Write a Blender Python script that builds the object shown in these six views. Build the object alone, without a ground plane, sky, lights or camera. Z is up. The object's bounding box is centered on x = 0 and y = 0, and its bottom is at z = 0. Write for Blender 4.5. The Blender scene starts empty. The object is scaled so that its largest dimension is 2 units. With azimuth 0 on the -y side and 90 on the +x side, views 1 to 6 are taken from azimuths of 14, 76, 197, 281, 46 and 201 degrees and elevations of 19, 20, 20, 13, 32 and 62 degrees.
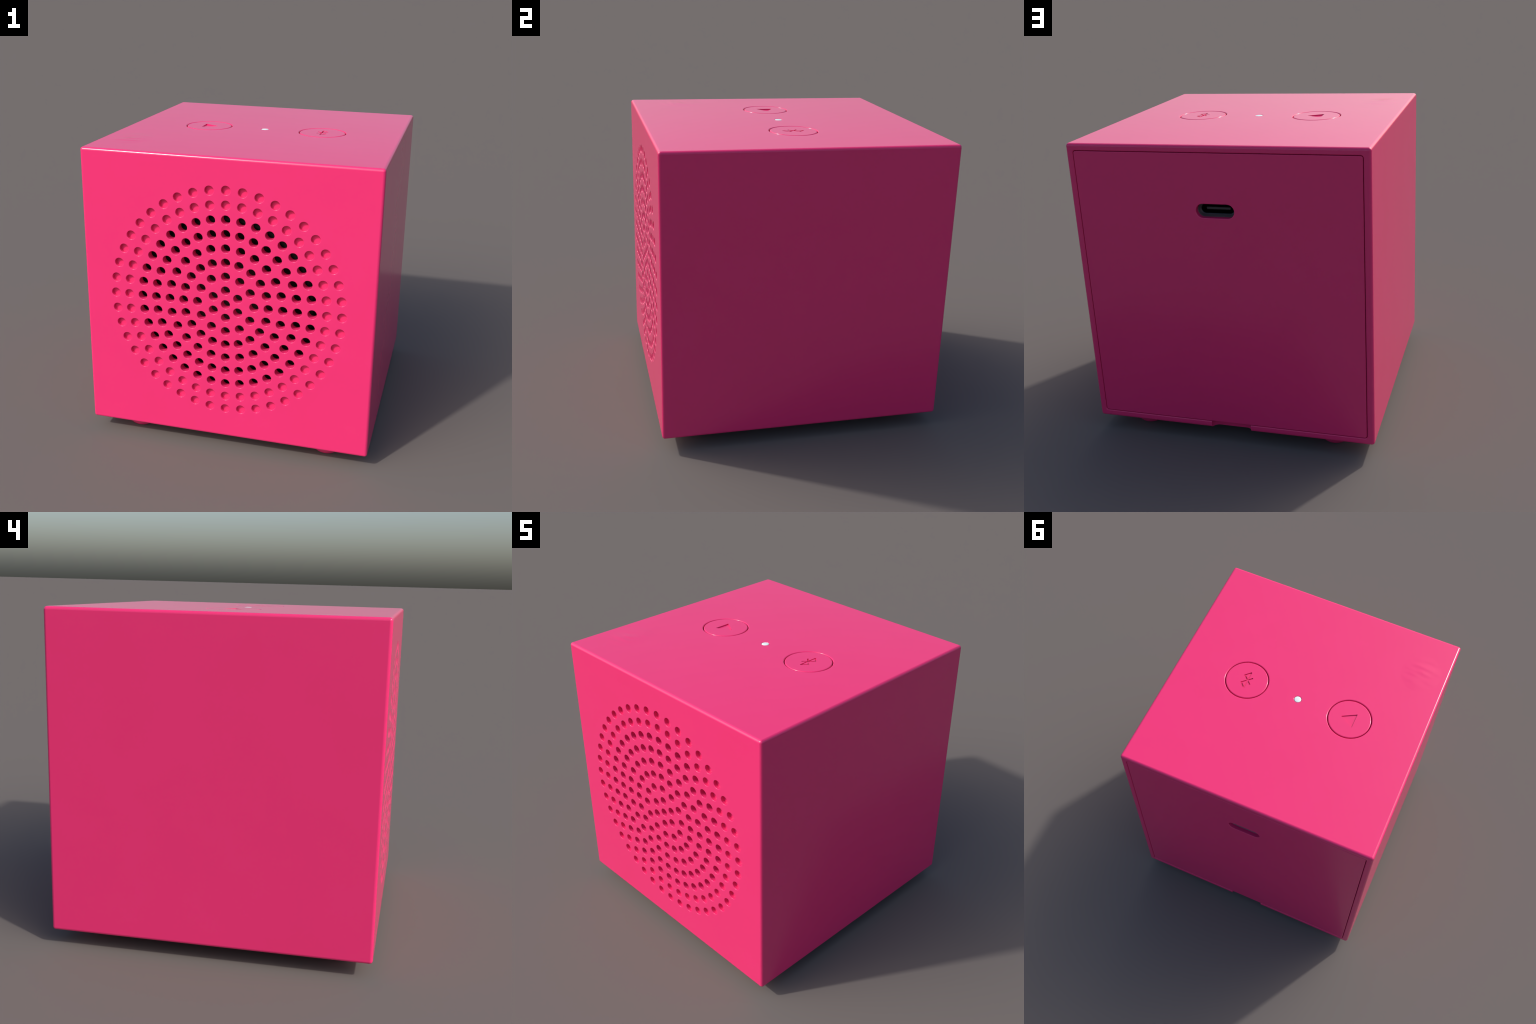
"""A small pink cube loudspeaker: perforated front, two round buttons and a
status light on top, a let-in back panel with a charging socket, four domed feet."""
import bpy, bmesh, math
from mathutils import Vector

# ------------------------------------------------------------------ sizes (metres)
HALF = 0.9526                 # half width and half depth of the cube
Z_BOTTOM, Z_TOP = 0.096, 1.9992
Z_MID = 1.0505                # height of the grille centre
EDGE_ROUND = 0.019            # rounding of the outer edges
WALL = 0.045                  # thickness of the shell

GRILLE_RADIUS = 0.800         # region of the front that carries the holes
GRILLE_THICK = 0.056
HOLE_RADIUS, HOLE_LIP = 0.0290, 0.0036
RING_STEP = 0.0931
RING_COUNTS = (1, 6, 12, 20, 24, 32, 36, 40, 44)   # holes per ring, from the centre
OPEN_RINGS = 7                # rings 0..6 go right through, the outer two are blind
BLIND_DEPTH = 0.025

BUTTON_X, BUTTON_RADIUS, BUTTON_HOLE = 0.4075, 0.1572, 0.1620
LIGHT_RADIUS, LIGHT_HOLE = 0.0255, 0.0275
SOFT = 0.007                  # rounding of small lips

PANEL_X, PANEL_Z0, PANEL_Z1 = 0.9040, 0.1455, 1.9515
PANEL_GAP, PANEL_CORNER = 0.0030, 0.014
SOCKET_Z, SOCKET_X, SOCKET_H = 1.5970, 0.1215, 0.0440    # half length, half height

FOOT_X, FOOT_Y, FOOT_R, FOOT_H, FOOT_FLAT = 0.662, 0.756, 0.117, 0.106, 0.055


# ------------------------------------------------------------------ materials
def principled(name, colour, rough, spec=0.5, metallic=0.0):
    m = bpy.data.materials.new(name)
    m.use_nodes = True
    b = m.node_tree.nodes["Principled BSDF"]
    b.inputs["Base Color"].default_value = (*colour, 1)
    b.inputs["Roughness"].default_value = rough
    b.inputs["Specular IOR Level"].default_value = spec
    b.inputs["Metallic"].default_value = metallic
    return m, m.node_tree, b


PINK = (0.78, 0.032, 0.167)


def pink_plastic():
    """Glossy moulded plastic: a hint of uneven colour, a bump drawing the shading smudges round the grille holes, and the
    faint bumpy mark in one corner of the top."""
    m, t, b = principled("pink_plastic", PINK, 0.20)
    n, l = t.nodes, t.links
    coord = n.new("ShaderNodeTexCoord")

    tint = n.new("ShaderNodeTexNoise")
    tint.inputs["Scale"].default_value = 3.0
    tint.inputs["Detail"].default_value = 3.0
    l.new(coord.outputs["Object"], tint.inputs["Vector"])
    ramp = n.new("ShaderNodeValToRGB")
    ramp.color_ramp.elements[0].position, ramp.color_ramp.elements[1].position = 0.3, 0.7
    ramp.color_ramp.elements[0].color = (PINK[0] * 0.985, PINK[1] * 0.97, PINK[2] * 0.97, 1)
    ramp.color_ramp.elements[1].color = (*PINK, 1)
    l.new(tint.outputs["Fac"], ramp.inputs["Fac"])
    l.new(ramp.outputs["Color"], b.inputs["Base Color"])

    def mask(centre, scale, soft):
        """1 inside an ellipsoid, fading to 0 at its border."""
        mp = n.new("ShaderNodeMapping")
        mp.inputs["Location"].default_value = [-c / s for c, s in zip(centre, scale)]
        mp.inputs["Scale"].default_value = [1 / s for s in scale]
        l.new(coord.outputs["Object"], mp.inputs["Vector"])
        ln = n.new("ShaderNodeVectorMath")
        ln.operation = "LENGTH"
        l.new(mp.outputs["Vector"], ln.inputs[0])
        rg = n.new("ShaderNodeMapRange")
        rg.inputs["From Min"].default_value, rg.inputs["From Max"].default_value = 1.0, 1.0 - soft
        l.new(ln.outputs["Value"], rg.inputs["Value"])
        return rg.outputs["Result"]

    def wave(scale, stretch, detail):
        mp = n.new("ShaderNodeMapping")
        mp.inputs["Rotation"].default_value = (0, 0, math.radians(35))
        mp.inputs["Scale"].default_value = stretch
        l.new(coord.outputs["Object"], mp.inputs["Vector"])
        w = n.new("ShaderNodeTexNoise")
        w.inputs["Scale"].default_value, w.inputs["Detail"].default_value = scale, detail
        l.new(mp.outputs["Vector"], w.inputs["Vector"])
        return w.outputs["Fac"]

    def times(a, v):
        x = n.new("ShaderNodeMath")
        x.operation = "MULTIPLY"
        l.new(a, x.inputs[0])
        if isinstance(v, float):
            x.inputs[1].default_value = v
        else:
            l.new(v, x.inputs[1])
        return x.outputs[0]

    mark = times(times(wave(8.0, (1.0, 2.6, 1.0), 0.0), 0.0045), mask((-0.75, -0.59, 2.0), (0.15, 0.17, 0.1), 0.9))
    smudge_shading = times(times(wave(9.0, (1, 1, 1), 1.0), 0.0015),
                    mask((0, -HALF, Z_MID), (0.80, 0.10, 0.80), 0.10))
    total = n.new("ShaderNodeMath")
    l.new(mark, total.inputs[0])
    l.new(smudge_shading, total.inputs[1])
    bump = n.new("ShaderNodeBump")
    bump.inputs["Strength"].default_value = 1.0
    bump.inputs["Distance"].default_value = 1.0
    l.new(total.outputs[0], bump.inputs["Height"])
    l.new(bump.outputs["Normal"], b.inputs["Normal"])
    return m


def grained(name, colour, rough, scale, amount, spec=0.5, metallic=0.0):
    """A plain material whose brightness varies a little with fine noise."""
    m, t, b = principled(name, colour, rough, spec, metallic)
    coord = t.nodes.new("ShaderNodeTexCoord")
    noise = t.nodes.new("ShaderNodeTexNoise")
    noise.inputs["Scale"].default_value = scale
    ramp = t.nodes.new("ShaderNodeValToRGB")
    ramp.color_ramp.elements[0].color = (*[c * (1 - amount) for c in colour], 1)
    ramp.color_ramp.elements[1].color = (*[min(1, c * (1 + amount)) for c in colour], 1)
    t.links.new(coord.outputs["Object"], noise.inputs["Vector"])
    t.links.new(noise.outputs["Fac"], ramp.inputs["Fac"])
    t.links.new(ramp.outputs["Color"], b.inputs["Base Color"])
    return m


MAT_PINK = pink_plastic()
MAT_LIGHT = grained("white_light_lens", (0.72, 0.81, 0.81), 0.25, 8, 0.02)
MAT_CONE = grained("black_cone_paper", (0.012, 0.013, 0.013), 0.6, 40, 0.2, 0.3)
MAT_CAP = grained("dark_dust_cap", (0.060, 0.064, 0.062), 0.6, 40, 0.1, 0.4)
MAT_METAL = grained("dark_socket_metal", (0.24, 0.19, 0.20), 0.32, 30, 0.08, 0.5, 0.55)
MAT_TONGUE = grained("grey_contact_tongue", (0.045, 0.045, 0.050), 0.3, 30, 0.1, 0.5)
MAT_BLACK = grained("black_socket_plastic", (0.008, 0.009, 0.010), 0.3, 30, 0.1, 0.5)


# ------------------------------------------------------------------ building helpers
class Frame:
    """A drawing plane: (u, v) on the surface, d metres below it."""
    def __init__(self, origin, u, v, n):
        self.o, self.u, self.v, self.n = Vector(origin), Vector(u), Vector(v), Vector(n)

    def at(self, u, v, d=0.0):
        return self.o + self.u * u + self.v * v - self.n * d


FRONT = Frame((0, -HALF, 0), (1, 0, 0), (0, 0, 1), (0, -1, 0))
BACK = Frame((0, HALF, 0), (1, 0, 0), (0, 0, 1), (0, 1, 0))
TOP = Frame((0, 0, Z_TOP), (1, 0, 0), (0, 1, 0), (0, 0, 1))


def circle(cu, cv, radius, count, turn=0.0):
    def outline(grow=0.0):
        r = radius + grow
        return [(cu + r * math.sin(turn + math.tau * i / count), cv + r * math.cos(turn + math.tau * i / count))
                for i in range(count)]
    return outline


def rounded_rectangle(u0, u1, v0, v1, corner, steps=6):
    """Rounded rectangle that can grow; a growing outline keeps its point count."""
    def outline(grow=0.0):
        r = corner + grow
        pts = []
        for cu, cv, a0 in ((u1 - corner, v1 - corner, 0), (u0 + corner, v1 - corner, 90),
                           (u0 + corner, v0 + corner, 180), (u1 - corner, v0 + corner, 270)):
            for i in range(steps + 1):
                a = math.radians(a0 + 90 * i / steps)
                pts.append((cu + r * math.cos(a), cv + r * math.sin(a)))
        return pts
    return outline


def ring(bm, frame, pts, depth):
    return [bm.verts.new(frame.at(u, v, depth)) for u, v in pts]


def loop_edges(bm, vs):
    out = []
    for a, b in zip(vs, vs[1:] + vs[:1]):
        e = bm.edges.get((a, b))
        out.append(e or bm.edges.new((a, b)))
    return out


def bridge(bm, r0, r1):
    n = len(r0)
    return [bm.faces.new((r0[i], r0[(i + 1) % n], r1[(i + 1) % n], r1[i])) for i in range(n)]


def lip_profile(radius, steps=4):
    """(outward growth, depth) along a quarter round from the flat surface into a hole."""
    return [(radius * (1 - math.sin(math.pi / 2 * k / steps)), radius * (1 - math.cos(math.pi / 2 * k / steps)))
            for k in range(steps + 1)]


def sunk_wall(bm, frame, outline, profile):
    """Loft an outline through (growth, depth) pairs; returns all rings."""
    rings = [ring(bm, frame, outline(g), d) for g, d in profile]
    for a, b in zip(rings, rings[1:]):
        bridge(bm, a, b)
    return rings


def fill(bm, edges, normal):
    got = bmesh.ops.triangle_fill(bm, edges=edges, use_beauty=True, use_dissolve=False, normal=normal)
    return [f for f in got["geom"] if isinstance(f, bmesh.types.BMFace)]


ROOT = bpy.data.objects.new("cube_speaker", None)
bpy.context.scene.collection.objects.link(ROOT)
ROOT["label"] = "small glossy pink cube loudspeaker with perforated round front grille"
ROOT["category"] = "speaker"


def make(name, bm, material, parent=ROOT, smooth_angle=50, weighted=True, recalc=True):
    bmesh.ops.remove_doubles(bm, verts=bm.verts[:], dist=1e-6)
    if recalc:
        bmesh.ops.recalc_face_normals(bm, faces=bm.faces[:])
    me = bpy.data.meshes.new(name)
    bm.to_mesh(me)
    bm.free()
    me.polygons.foreach_set("use_smooth", [True] * len(me.polygons))
    me.set_sharp_from_angle(angle=math.radians(smooth_angle))
    me.materials.append(material)
    ob = bpy.data.objects.new(name, me)
    bpy.context.scene.collection.objects.link(ob)
    ob.parent = parent
    if weighted:
        w = ob.modifiers.new("flat_faces", "WEIGHTED_NORMAL")
        w.weight, w.keep_sharp = 100, True
    return ob


def subtract(ob, cutters):
    """Cut closed helper meshes out of ob, before its other modifiers."""
    for c in cutters:
        md = ob.modifiers.new("cut", "BOOLEAN")
        md.operation, md.object, md.solver = "DIFFERENCE", c, "EXACT"
        bpy.context.view_layer.objects.active = ob
        bpy.context.view_layer.update()
        graph = bpy.context.evaluated_depsgraph_get()
        keep = [m for m in ob.modifiers if m.type == "WEIGHTED_NORMAL"]
        for k in keep:
            k.show_viewport = False
        graph = bpy.context.evaluated_depsgraph_get()
        new = bpy.data.meshes.new_from_object(ob.evaluated_get(graph))
        ob.modifiers.remove(md)
        old, ob.data = ob.data, new
        new.name = ob.name
        bpy.data.meshes.remove(old)
        for k in keep:
            k.show_viewport = True
        bpy.data.objects.remove(c)
    ob.data.polygons.foreach_set("use_smooth", [True] * len(ob.data.polygons))
    ob.data.set_sharp_from_angle(angle=math.radians(50))


def prism(outline, frame, d0, d1):
    bm = bmesh.new()
    a, b = ring(bm, frame, outline, d0), ring(bm, frame, outline, d1)
    bridge(bm, a, b)
    bm.faces.new(a)
    bm.faces.new(b)
    bmesh.ops.recalc_face_normals(bm, faces=bm.faces[:])
    me = bpy.data.meshes.new("cutter")
    bm.to_mesh(me)
    bm.free()
    ob = bpy.data.objects.new("cutter", me)
    bpy.context.scene.collection.objects.link(ob)
    return ob


# ------------------------------------------------------------------ housing
PANEL_OUTLINE = rounded_rectangle(-PANEL_X, PANEL_X, PANEL_Z0, PANEL_Z1, PANEL_CORNER)
OPENING = rounded_rectangle(-PANEL_X - PANEL_GAP, PANEL_X + PANEL_GAP, PANEL_Z0 - PANEL_GAP, PANEL_Z1 + PANEL_GAP,
                            PANEL_CORNER + PANEL_GAP)
GRILLE_RIM = circle(0, Z_MID, GRILLE_RADIUS, 144)


def housing():
    bm = bmesh.new()
    bmesh.ops.create_cube(bm, size=1.0)
    for v in bm.verts:
        v.co = Vector((v.co.x * 2 * HALF, v.co.y * 2 * HALF, Z_BOTTOM + (v.co.z + 0.5) * (Z_TOP - Z_BOTTOM)))
    bmesh.ops.bevel(bm, geom=bm.edges[:], offset=EDGE_ROUND, segments=4, profile=0.5, affect="EDGES")
    big = {}
    for f in bm.faces:
        if f.calc_area() > 1.0:
            big[tuple(round(c) for c in f.normal)] = f
    border = {}
    for key in ((0, -1, 0), (0, 1, 0), (0, 0, 1)):
        f = big[key]
        border[key] = list(f.edges)
        bmesh.ops.delete(bm, geom=[f], context="FACES_ONLY")

    # the back opening runs through the whole box as the inside of the shell
    inner_y = 2 * HALF - GRILLE_THICK
    back = sunk_wall(bm, BACK, OPENING, lip_profile(SOFT) + [(0, inner_y)])
    fill(bm, border[(0, 1, 0)] + loop_edges(bm, back[0]), (0, 1, 0))

    # front: a round field for the grille, and the inside of the front wall
    rim = ring(bm, FRONT, GRILLE_RIM(), 0)
    rim_in = ring(bm, FRONT, GRILLE_RIM(), GRILLE_THICK)
    bridge(bm, rim, rim_in)
    fill(bm, border[(0, -1, 0)] + loop_edges(bm, rim), (0, -1, 0))
    fill(bm, loop_edges(bm, back[-1]) + loop_edges(bm, rim_in), (0, 1, 0))

    # top: holes for the two buttons and the light, through to the inside
    inner_top = Z_TOP - (PANEL_Z1 + PANEL_GAP)
    ceiling = [f for f in bm.faces if f.calc_area() > 1.0 and abs(f.calc_center_median().z - (PANEL_Z1 + PANEL_GAP)) < 1e-3]
    ceiling_edges = list(ceiling[0].edges)
    bmesh.ops.delete(bm, geom=ceiling, context="FACES_ONLY")
    lips, lows = [], []
    for x, r, n, soft in ((-BUTTON_X, BUTTON_HOLE, 64, SOFT), (BUTTON_X, BUTTON_HOLE, 64, SOFT), (0, LIGHT_HOLE, 32, 0.004)):
        rs = sunk_wall(bm, TOP, circle(x, 0, r, n), lip_profile(soft) + [(0, inner_top)])
        lips += loop_edges(bm, rs[0])
        lows += loop_edges(bm, rs[-1])
    fill(bm, border[(0, 0, 1)] + lips, (0, 0, 1))
    fill(bm, ceiling_edges + lows, (0, 0, -1))
    ob = make("housing", bm, MAT_PINK)

    # finger notch in the bottom edge at the back
    under = Frame((0, 0, 0), (1, 0, 0), (0, 1, 0), (0, 0, 1))
    subtract(ob, [prism(rounded_rectangle(-0.136, 0.136, HALF - 0.046, HALF + 0.10, 0.042)(), under, -0.05, -0.165)])
    return ob


# ------------------------------------------------------------------ grille
def grille():
    bm = bmesh.new()
    front, rear = [], []
    front += loop_edges(bm, ring(bm, FRONT, GRILLE_RIM(), 0))
    rear += loop_edges(bm, ring(bm, FRONT, GRILLE_RIM(), GRILLE_THICK))
    for k, count in enumerate(RING_COUNTS):
        for i in range(count):
            a = math.tau * i / count
            hole = circle(k * RING_STEP * math.sin(a), Z_MID + k * RING_STEP * math.cos(a), HOLE_RADIUS, 24)
            through = k < OPEN_RINGS
            rs = sunk_wall(bm, FRONT, hole, lip_profile(HOLE_LIP, 3) + [(0, GRILLE_THICK if through else BLIND_DEPTH)])
            front += loop_edges(bm, rs[0])
            if through:
                rear += loop_edges(bm, rs[-1])
            else:
                bm.faces.new(rs[-1])
    fill(bm, front, (0, -1, 0))
    fill(bm, rear, (0, 1, 0))
    return make("front_grille", bm, MAT_PINK)


# ------------------------------------------------------------------ loudspeaker unit behind the grille
def turned(name, profile, material, parent, centre=(0, 0, 0), axis="Y", steps=72, smooth=50):
    """Revolve (radius, depth) points round an axis through centre."""
    bm = bmesh.new()
    rings = []
    for r, d in profile:
        if r < 1e-6:
            p = (0, d, 0) if axis == "Y" else (0, 0, d)
            rings.append([bm.verts.new(Vector(centre) + Vector(p))])
            continue
        row = []
        for i in range(steps):
            s, c = r * math.sin(math.tau * i / steps), r * math.cos(math.tau * i / steps)
            row.append(bm.verts.new(Vector(centre) + Vector((s, d, c) if axis == "Y" else (s, c, d))))
        rings.append(row)
    for a, b in zip(rings, rings[1:]):
        if len(a) == 1 or len(b) == 1:
            one, many = (a[0], b) if len(a) == 1 else (b[0], a)
            for i in range(len(many)):
                bm.faces.new((one, many[i], many[(i + 1) % len(many)]))
        else:
            bridge(bm, a, b)
    return make(name, bm, material, parent, smooth, weighted=False)


def driver():
    y = -HALF + GRILLE_THICK + 0.001
    basket = turned("speaker_driver", [(0.600, 0.0), (0.625, 0.0), (0.625, 0.05), (0.45, 0.42), (0.30, 0.55), (0, 0.55)],
                    MAT_CONE, ROOT, (0, y, Z_MID))
    roll = [(0.535 + 0.033 * math.cos(math.pi * k / 10), 0.055 - 0.033 * math.sin(math.pi * k / 10)) for k in range(11)]
    turned("cone", [(0.600, 0.002), (0.600, 0.05)] + roll + [(0.50, 0.058), (0.40, 0.070), (0.315, 0.075)],
           MAT_CONE, basket, (0, y, Z_MID))
    cap = [(0.32 * k / 14, 0.225 - 0.150 * (k / 14) ** 2) for k in range(15)]     # a bowl, not a dome
    turned("dust_cap", cap, MAT_CAP, basket, (0, y, Z_MID))


# ------------------------------------------------------------------ buttons
def button(x, cutters):
    bm = bmesh.new()
    body = circle(x, 0, BUTTON_RADIUS, 64)
    rs = sunk_wall(bm, TOP, body, [(-g, d) for g, d in lip_profile(SOFT)] + [(0, 0.06)])
    bm.faces.new(rs[0])
    bm.faces.new(rs[-1])
    ob = make("button", bm, MAT_PINK)
    subtract(ob, cutters)
    return ob


def stroke(p, q, width):
    p, q = Vector(p), Vector(q)
    d = (q - p).normalized()
    s = Vector((-d.y, d.x)) * width / 2
    p, q = p - d * width * 0.35, q + d * width * 0.35
    return [tuple(w) for w in (p + s, q + s, q - s, p - s)]


ENGRAVE = 0.0075


def play_button():
    tri = [(-0.343, 0.0), (-0.4475, -0.0590), (-0.4475, 0.0590)]
    return button(-BUTTON_X, [prism(tri, TOP, -0.01, ENGRAVE)])


def wireless_button():
    """Engraved wireless rune: a stem with two flags to the right and two arms to the left."""
    cx, h, w, half = 0.4035, 0.070, 0.036, 0.034
    top, low = (cx, h), (cx, -h)
    lines = [(low, top), (top, (cx + w, half)), ((cx + w, half), (cx - w * 0.8, -half * 0.8)),
             (low, (cx + w, -half)), ((cx + w, -half), (cx - w * 0.8, half * 0.8))]
    return button(BUTTON_X, [prism(stroke(a, b, 0.0095), TOP, -0.01, ENGRAVE + 0.0003 * i) for i, (a, b) in enumerate(lines)])


def status_light():
    dome = [(LIGHT_RADIUS * math.sin(math.pi / 2 * k / 8), -0.0035 + 0.0035 * math.cos(math.pi / 2 * k / 8)) for k in range(9)]
    dome += [(LIGHT_RADIUS, -0.04), (0, -0.04)]
    return turned("status_light", dome, MAT_LIGHT, ROOT, (0, 0, Z_TOP + 0.0018), "Z", 32)


# ------------------------------------------------------------------ back panel with its charging socket
def back_panel():
    bm = bmesh.new()
    proud = 0.0015
    outer = sunk_wall(bm, BACK, PANEL_OUTLINE, [(-g, d + proud) for g, d in lip_profile(0.004)] + [(0, 0.06)])
    slot = rounded_rectangle(-SOCKET_X, SOCKET_X, SOCKET_Z - SOCKET_H, SOCKET_Z + SOCKET_H, SOCKET_H - 1e-4, 8)
    hole = sunk_wall(bm, BACK, slot, [(g, d + proud) for g, d in lip_profile(0.0045)] + [(0, 0.06)])
    fill(bm, loop_edges(bm, outer[0]) + loop_edges(bm, hole[0]), (0, 1, 0))
    fill(bm, loop_edges(bm, outer[-1]) + loop_edges(bm, hole[-1]), (0, -1, 0))
    panel = make("back_panel", bm, MAT_PINK)

    # metal shell let into the slot
    bm = bmesh.new()
    inset = 0.0015
    tube = rounded_rectangle(-SOCKET_X + inset, SOCKET_X - inset, SOCKET_Z - SOCKET_H + inset, SOCKET_Z + SOCKET_H - inset,
                             SOCKET_H - inset - 1e-4, 8)
    sunk_wall(bm, BACK, tube, [(0, 0.20), (0, 0.033), (-0.001, 0.032), (-0.003, 0.034), (-0.007, 0.052),
                               (-0.010, 0.055), (-0.010, 0.20)])
    socket = make("charging_socket", bm, MAT_METAL, panel, 40)
    # black lining and the contact tongue
    bm = bmesh.new()
    rs = sunk_wall(bm, BACK, tube, [(-0.008, 0.057), (-0.014, 0.060), (-0.014, 0.19)])
    bm.faces.new(rs[-1])
    make("socket_lining", bm, MAT_BLACK, socket, 40, recalc=False)
    bm = bmesh.new()
    bar = rounded_rectangle(-0.078, 0.078, SOCKET_Z - 0.008, SOCKET_Z + 0.008, 0.005, 3)
    rs = sunk_wall(bm, BACK, bar, [(-0.002, 0.070), (0, 0.072), (0, 0.185)])
    bm.faces.new(rs[0])
    make("contact_tongue", bm, MAT_TONGUE, socket, 40)


# ------------------------------------------------------------------ feet
def feet():
    dome = [(0, -FOOT_H)] + [(FOOT_FLAT + (FOOT_R - FOOT_FLAT) * math.sin(math.pi / 2 * k / 12), -FOOT_H * math.cos(math.pi / 2 * k / 12)) for k in range(13)]
    dome += [(FOOT_R, 0.004), (0, 0.004)]
    first = turned("foot", dome, MAT_PINK, ROOT, (0, 0, 0), "Z", 40)
    for i, (sx, sy) in enumerate(((1, 1), (1, -1), (-1, 1), (-1, -1))):
        ob = first if i == 0 else first.copy()
        if i:
            bpy.context.scene.collection.objects.link(ob)
        ob.location = (sx * FOOT_X, sy * FOOT_Y, FOOT_H)


housing()
grille()
driver()
play_button()
wireless_button()
status_light()
back_panel()
feet()
